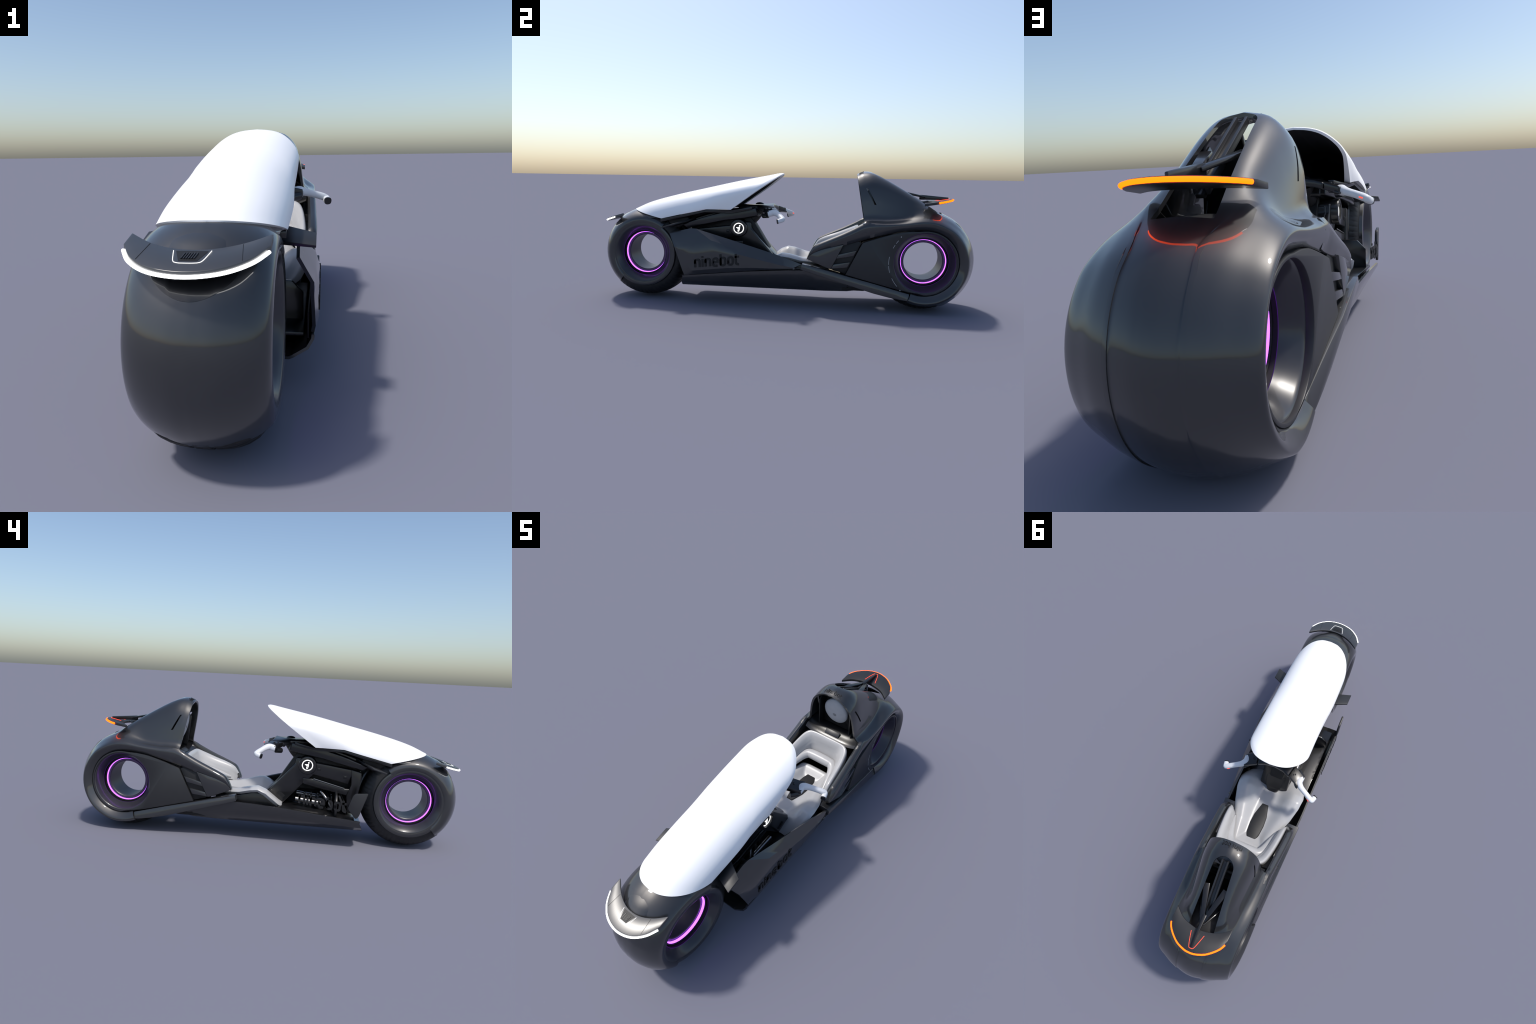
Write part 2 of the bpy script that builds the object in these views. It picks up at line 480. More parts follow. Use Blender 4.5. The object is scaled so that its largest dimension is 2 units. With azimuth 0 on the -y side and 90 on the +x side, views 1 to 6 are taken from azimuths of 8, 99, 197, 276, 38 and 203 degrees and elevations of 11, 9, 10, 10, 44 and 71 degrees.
# lip below the canopy edge
for s in (1, -1):
    path = [(-0.640, 0.4405), (-0.52, 0.4665), (-0.40, 0.4945), (-0.257, 0.4945), (-0.20, 0.505), (-0.150, 0.515)]
    low = [(-0.640, 0.424), (-0.52, 0.451), (-0.40, 0.481), (-0.257, 0.481), (-0.20, 0.490), (-0.150, 0.500)]
    prism("canopy_sill", path + low[::-1], s * 0.075, (lambda y, z: s * float(np.interp(y, [-.64, -.5, -.4, -.257, -.15], [.143, .136, .1315, .133, .095]))), "black", root, 0.002)

# ---------------------------------------------------------------- front visor with light bar
def lens_plate(name, outline_top, thick, mat, parent, bev=0.0015):
    """plate from a closed outline of 3-D points, thickness downward"""
    n = len(outline_top)
    V = [tuple(p) for p in outline_top] + [(p[0], p[1], p[2] - thick) for p in outline_top]
    F = [(i, (i + 1) % n, n + (i + 1) % n, n + i) for i in range(n)]
    h = n // 2
    # strips between the rear edge (first half) and the front edge (second half reversed)
    for i in range(h - 1):
        a, b, c, d = i, i + 1, n - 2 - i, n - 1 - i
        F.append((a, d, c, b)); F.append((n + a, n + b, n + c, n + d))
    ob = mesh_object(name, V, F, mat, parent, 30)
    if bev:
        bevel(ob, bev, 2, 40)
    return ob

rear_edge = spline([(-0.134, -0.850, 0.4665), (-0.09, -0.886, 0.4525), (-0.045, -0.908, 0.444), (0, -0.915, 0.441), (0.045, -0.908, 0.444), (0.09, -0.886, 0.4525), (0.134, -0.850, 0.4665)], 41)
front_edge = spline([(-0.134, -0.895, 0.4555), (-0.105, -0.944, 0.4385), (-0.06, -0.979, 0.4245), (0, -0.992, 0.4185), (0.06, -0.979, 0.4245), (0.105, -0.944, 0.4385), (0.134, -0.895, 0.4555)], 41)
for e in (rear_edge, front_edge):
    e[:, 2] = .4660 + .290 * (e[:, 1] + .85)
visor = lens_plate("headlight_visor", list(rear_edge) + list(front_edge[::-1]), 0.014, "visor", root)
bar = np.array(front_edge); bar[:, 2] -= 0.0085
cen = np.array((0, -0.80, 0.0))
dirs = bar - cen; dirs[:, 2] = 0; dirs /= np.linalg.norm(dirs, axis=1)[:, None]
light_path = bar + dirs * 0.003
tube("headlight_bar", light_path[1:-1], 0.0034, "glow_white", visor, 80, 12, 1.0)
# recessed U-shaped line and grille on the visor
def on_visor(x, t):
    i = np.interp(x, rear_edge[:, 0], np.arange(41))
    r = np.array([np.interp(i, np.arange(41), rear_edge[:, k]) for k in range(3)])
    j = np.interp(x, front_edge[:, 0], np.arange(41))
    f = np.array([np.interp(j, np.arange(41), front_edge[:, k]) for k in range(3)])
    return r * (1 - t) + f * t
def visor_path(pts, up):
    out = []
    for x, t in pts:
        p = on_visor(x, t); p[2] += up; out.append(p)
    return np.array(out)
U = [(-0.034, 0.12), (-0.026, 0.55), (-0.018, 0.64), (0.0, 0.645), (0.018, 0.64), (0.026, 0.55), (0.034, 0.12)]
tube("visor_light_line", visor_path(U, 0.0004), 0.0007, "glow_line", visor, 40, 6)
V4 = visor_path([(-0.029, 0.12), (-0.016, 0.56), (0.016, 0.56), (0.029, 0.12)], 0.0004)
vb = visor_path([(-0.024, 0.2), (-0.013, 0.5), (0.013, 0.5), (0.024, 0.2)], 0.0007)
mesh_object("visor_intake", list(V4) + list(vb), [(0, 1, 2, 3)] + [(i, (i + 1) % 4, 4 + (i + 1) % 4, 4 + i) for i in range(4)] + [(4, 5, 6, 7)], "deep", visor)
for k in range(6):
    x = -0.010 + k * 0.0045
    pp = visor_path([(x, 0.22), (x - 0.003, 0.48)], 0.0016)
    beam("visor_fin", pp[0], pp[1], 0.0022, 0.0024, "satin", visor, bev=0)
for s in (1, -1):
    pp = visor_path([(s * 0.085, 0.06), (s * 0.092, 0.94)], 0.0002)
    beam("visor_seam", pp[0], pp[1], 0.0010, 0.0008, "deep", visor, bev=0)
# raised black crescent patch on the cowl below the visor, and the neck that carries the visor
rows = []
for x in np.linspace(-.080, .080, 33):
    k = 1 - (x / .0815) ** 2
    lo_a, hi_a = 137, 137 + 14.5 * k ** .8 + .5
    r0 = float(np.interp(abs(x), [0, .04, .078, .108], [.2465, .2435, .2330, .2185]))
    row = []
    for t in np.linspace(0, 1, 10):
        a = math.radians(lo_a + (hi_a - lo_a) * t)
        rr = r0 + .0012
        row.append((x, FC[0] + rr * math.cos(a), FC[1] + rr * math.sin(a)))
    rows.append(row)
pocket = grid("visor_black_crescent", rows, "black", visor, smooth=60)
solid(pocket, .004, 50)
neck = []
for yy, zz, w in [(-0.870, 0.436, 0.085), (-0.895, 0.426, 0.080), (-0.915, 0.416, 0.062), (-0.928, 0.410, 0.02)]:
    neck.append([(w * math.cos(a), yy, zz + 0.010 * math.sin(a)) for a in np.linspace(0, 2 * math.pi, 24, endpoint=False)])
grid("visor_neck", neck, "black", visor, close_v=True, caps=True, smooth=50)

# ---------------------------------------------------------------- winglets
def winglet(s):
    P = [(0.06, -0.560, 0.412), (0.2085, -0.611, 0.404), (0.2085, -0.545, 0.4235), (0.06, -0.470, 0.448)]
    T = [(s * x, y, z) for x, y, z in P]
    B = [(s * x, y + 0.003, z - (0.012 if i in (0, 3) else 0.007)) for i, (x, y, z) in enumerate(P)]
    ob = mesh_object("winglet", T + B, [(0, 1, 2, 3), (4, 7, 6, 5)] + [(i, (i + 1) % 4, 4 + (i + 1) % 4, 4 + i) for i in range(4)], "satin", root)
    return bevel(ob, 0.0015, 2)
both(winglet)

# ---------------------------------------------------------------- rear shell (fender + head-protecting tower)
REAR_NARROW = .950
def polar_section(theta, C=RC):
    P = [(.1655, .163), (.172, .168), (.1845, .185), (.1895, .196), (.188, .205), (.172, .2145), (.145, .226), (.110, .2405), (.070, .2520),
         (.065, .2502), (.045, .2545), (.022, .2585), (0, .2598)]
    a = math.radians(theta)
    nw = float(np.interp(theta, [-62, -15], [1.0, REAR_NARROW]))   # the band flares out again towards the ground
    P = [(x * nw, r) for x, r in P]
    return [(x, C[0] + r * math.cos(a), C[1] + r * math.sin(a)) for x, r in P]
def frac_section(base, mid, xs):
    b, m = np.array(base), np.array(mid)
    nw = float(np.interp(base[0], [.48, .72, .80], [1.0, .958, .95]))   # the shell tapers towards the tail
    return [(x * nw, *(b + (m - b) * a)) for x, a in xs]
def low_section(theta):
    # below the tyre line only the flank band goes on; the rest is tucked inside the wheel
    a = math.radians(theta)
    out = []
    for k, (x, y, z) in enumerate(polar_section(theta)):
        if k >= 6:
            r = .205 - .004 * (k - 6)
            x, y, z = x if k < 8 else x, RC[0] + r * math.cos(a), RC[1] + r * math.sin(a)
        out.append((x, y, z))
    return out
secs = [low_section(t) for t in (-112, -102, -91, -80)] + [polar_section(t) for t in (-68, -52, -36, -20, -5, 10, 25, 40, 55)]
secs.append(frac_section((.782, .413), (.803, .514), [(.1665, 0), (.172, .05), (.1845, .2), (.1895, .33), (.187, .42), (.171, .53), (.147, .65), (.122, .76), (.098, .85), (.086, .88), (.056, .95), (.026, .985), (0, 1)]))
secs.append(frac_section((.721, .420), (.735, .557), [(.168, 0), (.174, .04), (.186, .15), (.190, .24), (.187, .32), (.171, .41), (.150, .51), (.134, .61), (.120, .71), (.108, .79), (.084, .90), (.055, .965), (0, 1)]))
secs.append(frac_section((.625, .412), (.650, .608), [(.170, 0), (.175, .025), (.187, .10), (.190, .16), (.187, .205), (.171, .25), (.152, .29), (.137, .35), (.126, .48), (.112, .66), (.092, .86), (.058, .975), (0, 1)]))
secs.append(frac_section((.545, .395), (.550, .665), [(.171, 0), (.176, .02), (.187, .09), (.190, .14), (.187, .185), (.171, .22), (.154, .25), (.140, .305), (.131, .44), (.119, .64), (.098, .85), (.060, .975), (0, 1)]))
secs.append(frac_section((.500, .383), (.475, .701), [(.171, 0), (.176, .02), (.187, .09), (.190, .145), (.187, .19), (.171, .225), (.153, .255), (.140, .31), (.133, .44), (.123, .64), (.102, .835), (.060, .965), (0, 1)]))
secs.append(frac_section((.468, .374), (.425, .7065), [(.171, 0), (.176, .02), (.187, .09), (.190, .15), (.187, .20), (.170, .238), (.152, .27), (.140, .325), (.134, .45), (.125, .63), (.104, .81), (.060, .95), (0, 1)]))
secs.append(frac_section((.452, .370), (.392, .693), [(.171, 0), (.176, .02), (.187, .09), (.190, .15), (.187, .20), (.169, .238), (.151, .275), (.139, .335), (.133, .46), (.124, .64), (.103, .82), (.058, .955), (0, 1)]))
S = smooth_rows(secs, 9)
S = mirror_rows(np.swapaxes(smooth_rows(np.swapaxes(S, 0, 1), 4), 0, 1))
shell = grid("rear_shell", S, "paint", root, smooth=38)
solid(shell, 0.010, 38)
# slot in the back of the tower
cap = []
for (yy, r, sgn) in ((0.512, 0.047, -1), (0.80, 0.062, 1)):
    for a in np.linspace(-math.pi / 2, math.pi / 2, 14):
        if sgn < 0:
            cap.append((-r * math.sin(a), yy - r * math.cos(a)))
        else:
            cap.append((r * math.sin(a), 0.818 + 0.008 * math.cos(a)))
n = len(cap)
V = [(x, y, 0.425) for x, y in cap] + [(x, y, 0.9) for x, y in cap]
F = [tuple(range(n)), tuple(range(n, 2 * n))[::-1]] + [(i, (i + 1) % n, n + (i + 1) % n, n + i) for i in range(n)]
cut(shell, mesh_object("slot_cutter", V, F, None, None, None), 38)
# narrow vent slots in the tower flanks
for s in (1, -1):
    c = prism("vent_cutter", [(.439, .621), (.449, .621), (.492, .541), (.482, .541)], s * 0.06, s * 0.2, None, None, 0)
    cut(shell, c, 38)
# inner fender seen through the slot
def floor_drop(x, a, r):
    d = math.degrees(a)
    return float(np.interp(d, [44, 56, 70, 90, 120, 150], [.043, .044, .034, .014, 0, -.01]))
inner = revolve("inner_fender", [(.125, .150), (.118, .186), (.085, .198), (.066, .2005), (.03, .2035), (0, .2045), (-.03, .2035), (-.066, .2005), (-.085, .198), (-.118, .186), (-.125, .150)], RC, "paint", root, 44, 150, 60, 50, floor_drop)
solid(inner, 0.004, 50)

# ---------------------------------------------------------------- arms beside the seat
def arm(s):
    st = [  # y, z_bottom, z_top, x_outer
        (.486, .380, .450, .190), (.440, .366, .447, .191), (.390, .350, .421, .194), (.328, .331, .390, .197), (.260, .312, .360, .200), (.212, .293, .338, .201),
        (.185, .278, .322, .200), (.168, .264, .297, .197), (.153, .256, .264, .193)]
    rows = []
    for y, zb, zt, xo in st:
        h = zt - zb
        rows.append([(s * (xo - .019), y, zb), (s * (xo - .013), y, zb + h * .05), (s * (xo - .003), y, zb + h * .45), (s * xo, y, zb + h * .7), (s * (xo - .003), y, zb + h * .9),
                     (s * (xo - .013), y, zt + .004), (s * (xo - .026), y, zt + .006), (s * (xo - .034), y, zt), (s * (xo - .037), y, zt - h * .3), (s * (xo - .037), y, zb)])
    return grid("seat_arm", smooth_rows(rows, 6), "paint", root, close_v=True, caps=True, smooth=40)
both(arm)
def arm_cheek(s):
    # flat face ahead of the vents
    yz = [(.152, .262), (.185, .300), (.260, .322), (.337, .342), (.310, .285), (.276, .214), (.256, .2195)]
    return prism("arm_cheek", yz, s * .150, (lambda y, z: s * (.1925 + .010 * (.26 - y))), "paint", root, 0.003)
both(arm_cheek)

# ---------------------------------------------------------------- flat wheel cover panel, vents and sill
def circle_pts(c, r, a0, a1, n):
    return [(c[0] + r * math.cos(a), c[1] + r * math.sin(a)) for a in np.radians(np.linspace(a0, a1, n))]
def cover_x(y):
    return .1895 - .046 * (y - .34)
def cover(s):
    out = [(.350, .187), (.430, .352)] + [tuple(p) for p in spline([(.455, .361), (.530, .386), (.600, .406), (.66, .415)], 8)] + circle_pts(RC, .1625, 100, -88, 40) + [(.62, .118)]
    out = out[:1] + out[1:]
    out = round_poly(out[:2], 0, 2) + out[2:]
    hole = circle_pts(RC, .1535, 0, 360, 65)[:-1]
    ob = prism("wheel_cover_panel", out, s * .135, (lambda y, z: s * cover_x(y)), "satin", root, 0.0)
    hc = prism("hole_cutter", hole, s * .1, s * .3, None, None, 0)
    cut(ob, hc, 35)
    return bevel(ob, 0.003, 2, 30)
covers = both(cover)
def vents(s):
    # sunken louvre bed, with the slanted blades on it
    prism("vent_bed", [(.262, .226), (.290, .205), (.352, .192), (.425, .350), (.405, .362), (.325, .335)], s * .120, s * .176, "deep", root, 0.002)
    for (y0, z0, y1, z1, h) in ((.402, .312, .314, .291, .028), (.372, .252, .290, .239, .028)):
        prism("louvre", [(y0, z0), (y1, z1), (y1 - .013, z1 - h * .8), (y0 - .014, z0 - h)],
              (lambda y, z: s * .125), (lambda y, z, a=y1, b=y0: s * (.1905 - .008 * (y - a) / (b - a))), "paint", root, 0.0015)
both(vents)
def sill(s):
    up = [(.131, .2385), (.265, .207), (.355, .183), (.50, .146), (.635, .109), (.672, .100)]
    lo = [(.668, .066), (.640, .069), (.575, .080), (.495, .0985), (.31, .153), (.123, .209)]
    def face(y, z):
        zu = np.interp(y, [p[0] for p in up], [p[1] for p in up])
        zl = np.interp(y, [p[0] for p in lo[::-1]], [p[1] for p in lo[::-1]])
        h = min(1, max(0, (z - zl) / max(1e-4, zu - zl)))
        x = .2120 - .0245 * (y - .12) / .55
        return s * (x - h * .017 * max(0, (y - .35) / .32))
    return prism("rear_sill", up + lo, s * .130, face, "paint", root, 0.003)
both(sill)

# markings beside the rear wheel (one flank only)
def polar_mark(a0, a1, r, w, x=.1752):
    pts = circle_pts(RC, r, a0, a1, 6)
    return pts
lines = [circle_pts(RC, .176, 155, 149, 4), circle_pts(RC, .176, 146, 140, 4), circle_pts(RC, .178, 196, 185, 5), circle_pts(RC, .178, 183, 170, 5), circle_pts(RC, .177, 222, 206, 5)]
strokes("rim_marking", lines, 0.0018, ((.1895 + .046 * .34 - .001, 0, 0), (-.046, 1, 0), (0, 0, 1), (1, 0, 0)), 0.0016, "mark", covers[0])
for a in (133, 230):
    y, z = circle_pts(RC, .180, a, a, 1)[0]
    xa = cover_x(y) + .0006
    mesh_object("rim_arrow", [(xa, y - .003, z - .002), (xa, y + .003, z - .002), (xa, y, z + .004), (xa - .005, y, z)], [(0, 1, 2), (0, 1, 3), (1, 2, 3), (2, 0, 3)], "mark", covers[0], None)

# ---------------------------------------------------------------- belly tray (skirt)
rows = []
for y, ztop, zb in [(-.500, .150, .088), (-.35, .1655, .0885), (-.15, .186, .089), (.05, .2005, .0895), (.14, .203, .090), (.25, .17, .090), (.36, .135, .092), (.45, .112, .100)]:
    row = []
    xo = float(np.interp(y, [-.5, .12, .2, .3, .4, .47], [.2055, .2055, .192, .175, .150, .125]))
    xm = min(.150, xo - .015)
    fr = -.018 if y < -.49 else 0
    half = [(xo, y, ztop), (xo - .001, y, ztop - .012), (xo - .0155, y + fr * .5, zb + (ztop - zb) * .42), (xm, y + fr, zb + .004), (xm - .010, y + fr, zb), (.07, y + fr, zb - .0015), (0, y + fr, zb - .002)]
    rows.append(half)
tray = grid("belly_tray", mirror_rows(np.array(rows)), "paint", root, smooth=30)
solid(tray, 0.008, 30)
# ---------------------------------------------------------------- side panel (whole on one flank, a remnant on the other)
def px(y, t):      # panel surface: t = 0 at the crease, 1 at the lower edge
    body = min(1.0, max(0.0, (y + .53) / .09)) * min(1.0, max(0.0, (.10 - y) / .2))
    return .2040 + .0115 * body * min(1.0, t / .28, (1 - t) / .14 if t < 1 else 0)
def side_panel():
    top = [(.1700, -.580, .370), (.1655, -.468, .3965), (.1660, -.438, .3965), (.1780, -.22, .338), (.1890, -.010, .280), (.2000, .128, .2345)]
    crease = [(-.543, .300), (-.44, .322), (-.346, .342), (-.20, .299), (.0, .2395), (.086, .214)]
    low = [(-.490, .153), (-.37, .166), (-.24, .179), (-.10, .1935), (.02, .2035), (.124, .2125)]
    T, Cr, Lw = np.array(top), spline(crease, 31), spline(low, 31)
    Cr = np.array([[np.interp(u, np.linspace(0, 1, 6), np.array(crease)[:, k]) for k in (0, 1)] for u in np.linspace(0, 1, 31)])
    Tp = np.array([[np.interp(u, np.linspace(0, 1, 6), T[:, k]) for k in (0, 1, 2)] for u in np.linspace(0, 1, 31)])
    Lp = np.array([[np.interp(u, np.linspace(0, 1, 6), np.array(low)[:, k]) for k in (0, 1)] for u in np.linspace(0, 1, 31)])
    rows = [[tuple(p) for p in Tp]]
    for t in (0, .14, .28, .45, .65, .86, 1.0):
        q = Cr * (1 - t) + Lp * t
        rows.append([(px(y, t), y, z) for y, z in q])
    ob = grid("side_panel", rows, "paint", root, smooth=22)
    solid(ob, 0.009, 22)
    return ob
panel = side_panel()
prism("panel_backing", [(-.47, .13), (-.47, .20), (.10, .225), (.10, .15)], .186, .190, "deep", root, 0)
frag = prism("side_panel_remnant", [(-.530, .297), (-.466, .292), (-.455, .277), (-.4345, .214), (-.477, .163), (-.492, .178)], -.200, -.210, "satin", root, 0.002, corner=.008)
# lettering: along the panel, rising to the back
tl = math.atan2(.220 - .192, .242)
ca, sa = math.cos(tl), math.sin(tl)
_, wl = lettering((0, 0, 0), (0, 1, 0), (0, 0, 1), (1, 0, 0), 1.0, .1, None)
for o in [o for o in bpy.data.objects if o.name.startswith("letter")]:
    bpy.data.objects.remove(o, do_unlink=True)
hx = .232 / wl
hx = 0.235 / wl
lettering((.2148, -.426, .198), (0, ca, sa), (0, -sa * .2, 1), (1, 0, 0), hx, .0034, panel)
lettering((-.2115, -.194, .225), (0, -ca, -sa), (0, -sa * .2, 1), (-1, 0, 0), hx, .0030, frag)

# ---------------------------------------------------------------- upper frame under the canopy
yz = [(-.112, .463), (-.135, .5115), (-.165, .515), (-.22, .503), (-.30, .494), (-.40, .474), (-.50, .440), (-.565, .416), (-.575, .395), (-.528, .385), (-.43, .407), (-.322, .431), (-.215, .443)]
prism("upper_frame", yz, -.055, .055, "black", root, 0.012, 4)
prism("frame_infill", [(-.20, .46), (-.20, .505), (-.30, .492), (-.40, .488), (-.52, .458), (-.62, .432), (-.60, .41), (-.45, .42)], -.04, .04, "deep", root, .004)
prism("steering_head", [(-.50, .455), (-.64, .445), (-.665, .41), (-.63, .388), (-.55, .392), (-.49, .42)], -.10, .10, "deep", root, 0.008, 3)
def tank_side(s):
    yz = [(-.118, .466), (-.136, .508), (-.20, .496), (-.30, .487), (-.42, .452), (-.53, .412), (-.50, .392), (-.40, .415), (-.30, .437), (-.21, .448)]
    return prism("frame_fairing", yz, s * .04, (lambda y, z: s * float(np.interp(y, [-.40, -.12], [.112, .070]))), "black", root, 0.006, 3)
both(tank_side)
# front-wheel hugger behind the tyre
hug = revolve("wheel_hugger", [(-.09, .256), (-.085, .262), (0, .268), (.085, .262), (.09, .256)], FC, "black", root, 5, 46, 30, 40)
solid(hug, .006, 40)

# ---------------------------------------------------------------- middle frame
def frame_side(s):
    strut = [(-.166, .432), (-.160, .398), (-.033, .256), (-.020, .20), (-.100, .180), (-.208, .300), (-.262, .350), (-.235, .43)]
    prism("diagonal_strut", strut, s * .030, s * .076, "black", root, 0.006, 3)
    prism("lower_rail", [(-.200, .330), (-.205, .296), (-.43, .250), (-.49, .245), (-.49, .285), (-.425, .286), (-.255, .327)], s * .05, s * .080, "black", root, 0.005, 3)
    prism("front_post", [(-.446, .39), (-.500, .378), (-.505, .33), (-.485, .23), (-.49, .16), (-.44, .16), (-.43, .25), (-.452, .31)], s * .04, s * .088, "black", root, 0.005, 3)
    bx = prism("battery_box", [(-.240, .415), (-.452, .388), (-.452, .362), (-.434, .312), (-.246, .352)], s * .03, s * .084, "black", root, 0.004, 3)
    for (y, z) in ((-.282, .381), (-.418, .349)):
        b = box("battery_latch", (s * .0845, y, z), (.003, .018, .016), "deep", bx, bev=.001)
        box("latch_button", (s * .0865, y, z + .002), (.002, .010, .006), "hubmetal", bx, bev=.0006)
    box("trim_strip", (s * .0812, -.338, .3085), (.003, .165, .004), "steel", root, rot=(math.radians(14), 0, 0), bev=.001)
    hub = revolve("pivot_hub", [(s * x, r) for x, r in [(.02, .0465), (.097, .0465), (.1005, .0445), (.1015, .041), (.1015, .0325), (.1005, .0315), (.092, .0312), (.092, .0)]], (-.222, .398), "black", root, 0, 360, 64, 35)
    revolve("hub_light_ring", [(s * .0922, .0242), (s * .0930, .0244), (s * .0930, .0285), (s * .0922, .0287)], (-.222, .398), "glow_hub", hub, 0, 360, 64)
    # little figure sign: head, wing-like arm, bent leg
    o = (s * .0921, -.222, .398)
    au = (0, 1.0, 0) if s > 0 else (0, -1.0, 0)
    fr = (o, au, (0, 0, 1), (s, 0, 0))
    strokes("hub_sign", [arc(.006, .0135, .0022, 0, 360, 10), [(-.013, .003), (-.004, .004), (.003, .005)], [(-.008, -.001), (.003, .001)],
                         [(.0055, .008), (.005, -.004), (.001, -.016), (-.003, -.017), (-.004, -.012), (.0, -.001)]], .0030, fr, .0010, "glow_hub", hub)
both(frame_side)
prism("frame_web", [(-.15, .43), (-.05, .27), (-.05, .20), (-.10, .19), (-.205, .30), (-.43, .26), (-.49, .25), (-.50, .40), (-.40, .43), (-.25, .46), (-.17, .46)], -.034, .034, "deep", root, .004)
# strut back plate that meets the seat
prism("strut_spine", [(-.163, .43), (-.158, .398), (-.118, .352), (-.098, .325), (-.022, .249), (.004, .218), (-.01, .19), (-.06, .19), (-.20, .36)], (lambda y, z: -float(np.interp(y, [-.2, -.06, -.02, .004], [.066, .063, .046, .018]))), (lambda y, z: float(np.interp(y, [-.2, -.06, -.02, .004], [.066, .063, .046, .018]))), "black", root, .010, 4)
box("strut_clip", (0, -.141, .389), (.036, .052, .006), "black", root, rot=(math.radians(-47), 0, 0))
# machinery in the open bay
for s in (1, -1):
    tube("coolant_pipe", [(s * .06, -.30, .26), (s * .085, -.33, .23), (s * .09, -.36, .18), (s * .07, -.38, .14)], .007, "steel", root, 24, 10)
    tube("shock_absorber", [(s * .075, -.17, .215), (s * .075, -.30, .20)], .013, "steel", root, 8, 16)
    for k in range(5):
        box("motor_fin", (s * .030, -.215 - k * .036, .195), (.020, .010, .075), "black", root, bev=.002)
    cylinder_x("motor_can", (-.30, .195), .030, s * .02, s * .060, "black", root, 32, .003)
    prism("bay_floor", [(-.085, .186), (-.475, .147), (-.475, .137), (-.085, .170)], s * .0, s * .176, "black", root, .002)
    prism("front_brace", [(-.44, .17), (-.40, .25), (-.39, .25), (-.42, .17)], s * .08, s * .10, "satin", root, .002)
bx = [(.172, .140), (.172, .250), (.140, .283), (.05, .290), (-.05, .290), (-.140, .283), (-.172, .250), (-.172, .140)]
nb = len(bx)
bulk = mesh_object("bay_bulkhead", [(x, -.385, z - .018) for x, z in bx] + [(x, -.373, z - .018) for x, z in bx], [tuple(range(nb)), tuple(range(nb, 2 * nb))[::-1]] + [(i, (i + 1) % nb, nb + (i + 1) % nb, nb + i) for i in range(nb)], "black", root)
bevel(bulk, .003, 2)
# dark cheek below the seat wings
for s in (1, -1):
    prism("under_seat_housing", [(.17, .215), (.05, .248), (-.005, .246), (-.085, .185), (-.10, .13), (.17, .13)], s * .09, s * .145, "black", root, .006, 3)
    prism("strut_latch", [(-.083, .252), (-.116, .228), (-.105, .215), (-.07, .238)], s * .076, s * .078, "deep", root, .0)
prism("central_box", [(.30, .190), (.0, .185), (-.06, .17), (-.06, .10), (.45, .10), (.45, .20)], -.150, .150, "deep", root, .004)

# ---------------------------------------------------------------- handlebar
def slab(name, pts, z_of, thick, mat, parent, bev=.004):
    """horizontal plate from a top-view outline"""
    n = len(pts)
    V = [(x, y, z_of(x, y)) for x, y in pts] + [(x, y, z_of(x, y) - thick) for x, y in pts]
    F = [tuple(range(n)), tuple(range(n, 2 * n))[::-1]] + [(i, (i + 1) % n, n + (i + 1) % n, n + i) for i in range(n)]
    return bevel(mesh_object(name, V, F, mat, parent), bev, 3, 30)
bar_c = slab("handlebar", [(-.082, -.026), (-.05, -.038), (0, -.044), (.05, -.038), (.082, -.026), (.094, -.088), (.06, -.125), (.045, -.235), (-.045, -.235), (-.06, -.125), (-.094, -.088)],
             lambda x, y: .5265 - .12 * abs(x) if abs(x) < .06 else .5193 - .25 * (abs(x) - .06), .026, "black", root, .007)
rows = [[(.020 * math.cos(a) * math.cos(b), -.124 + .024 * math.sin(a) * math.cos(b), .524 + .011 * math.sin(b)) for a in np.linspace(0, 2 * math.pi, 20, endpoint=False)] for b in np.linspace(0, 1.5, 6)]
grid("dash_dome", rows, "black", bar_c, close_v=True, caps=True, smooth=60)
tube("steering_stem", [(0, -.12, .505), (0, -.15, .46), (0, -.18, .43)], .03, "deep", bar_c, 10, 16)
def grip(s):
    sw = slab("switch_box", [(s * .0835, -.0265), (s * .121, -.009), (s * .139, .004), (s * .146, -.004), (s * .141, -.020), (s * .157, -.053), (s * .154, -.060), (s * .0955, -.090)], lambda x, y: .5135 - .25 * (abs(x) - .083), .024, "black", bar_c, .004)
    for (x, y) in ((.100, -.065), (.112, -.050), (.105, -.045)):
        cylinder = box("switch_button", (s * x, y, .5145 - (x - .083) * .25), (.007, .007, .004), "satin", sw, bev=.0015)
    tube("brake_pivot", [(s * .118, -.084, .470), (s * .145, -.058, .474)], [.013, .014], "black", bar_c, 8, 14)
    g = tube("handgrip", [(s * .1415, -.056, .4815), (s * .1405, -.042, .4845), (s * .1415, -.024, .4885), (s * .158, -.006, .4835), (s * .195, .014, .4735), (s * .222, .028, .4645), (s * .2305, .0300, .4600), (s * .2345, .018, .4555), (s * .2375, .008, .4525)],
             [.0170, .0170, .0160, .0135, .0125, .0125, .0130, .0125, .0120], "grip", bar_c, 60, 18, 0.95, power=2.5)
    tube("grip_end_cap", [(s * .2375, .008, .4525), (s * .239, .003, .4515)], .0124, "black", g, 6, 16, 1.0, power=2.5)
    box("grip_indicator", (s * .212, .0375, .4655), (.014, .0025, .004), "glow_red", g, rot=(0, s * .26, s * .5), bev=.0008)
    tube("brake_lever", [(s * .10, -.045, .485), (s * .13, -.004, .482), (s * .142, .004, .478)], [.007, .0055, .0045], "black", bar_c, 16, 10)
both(grip)

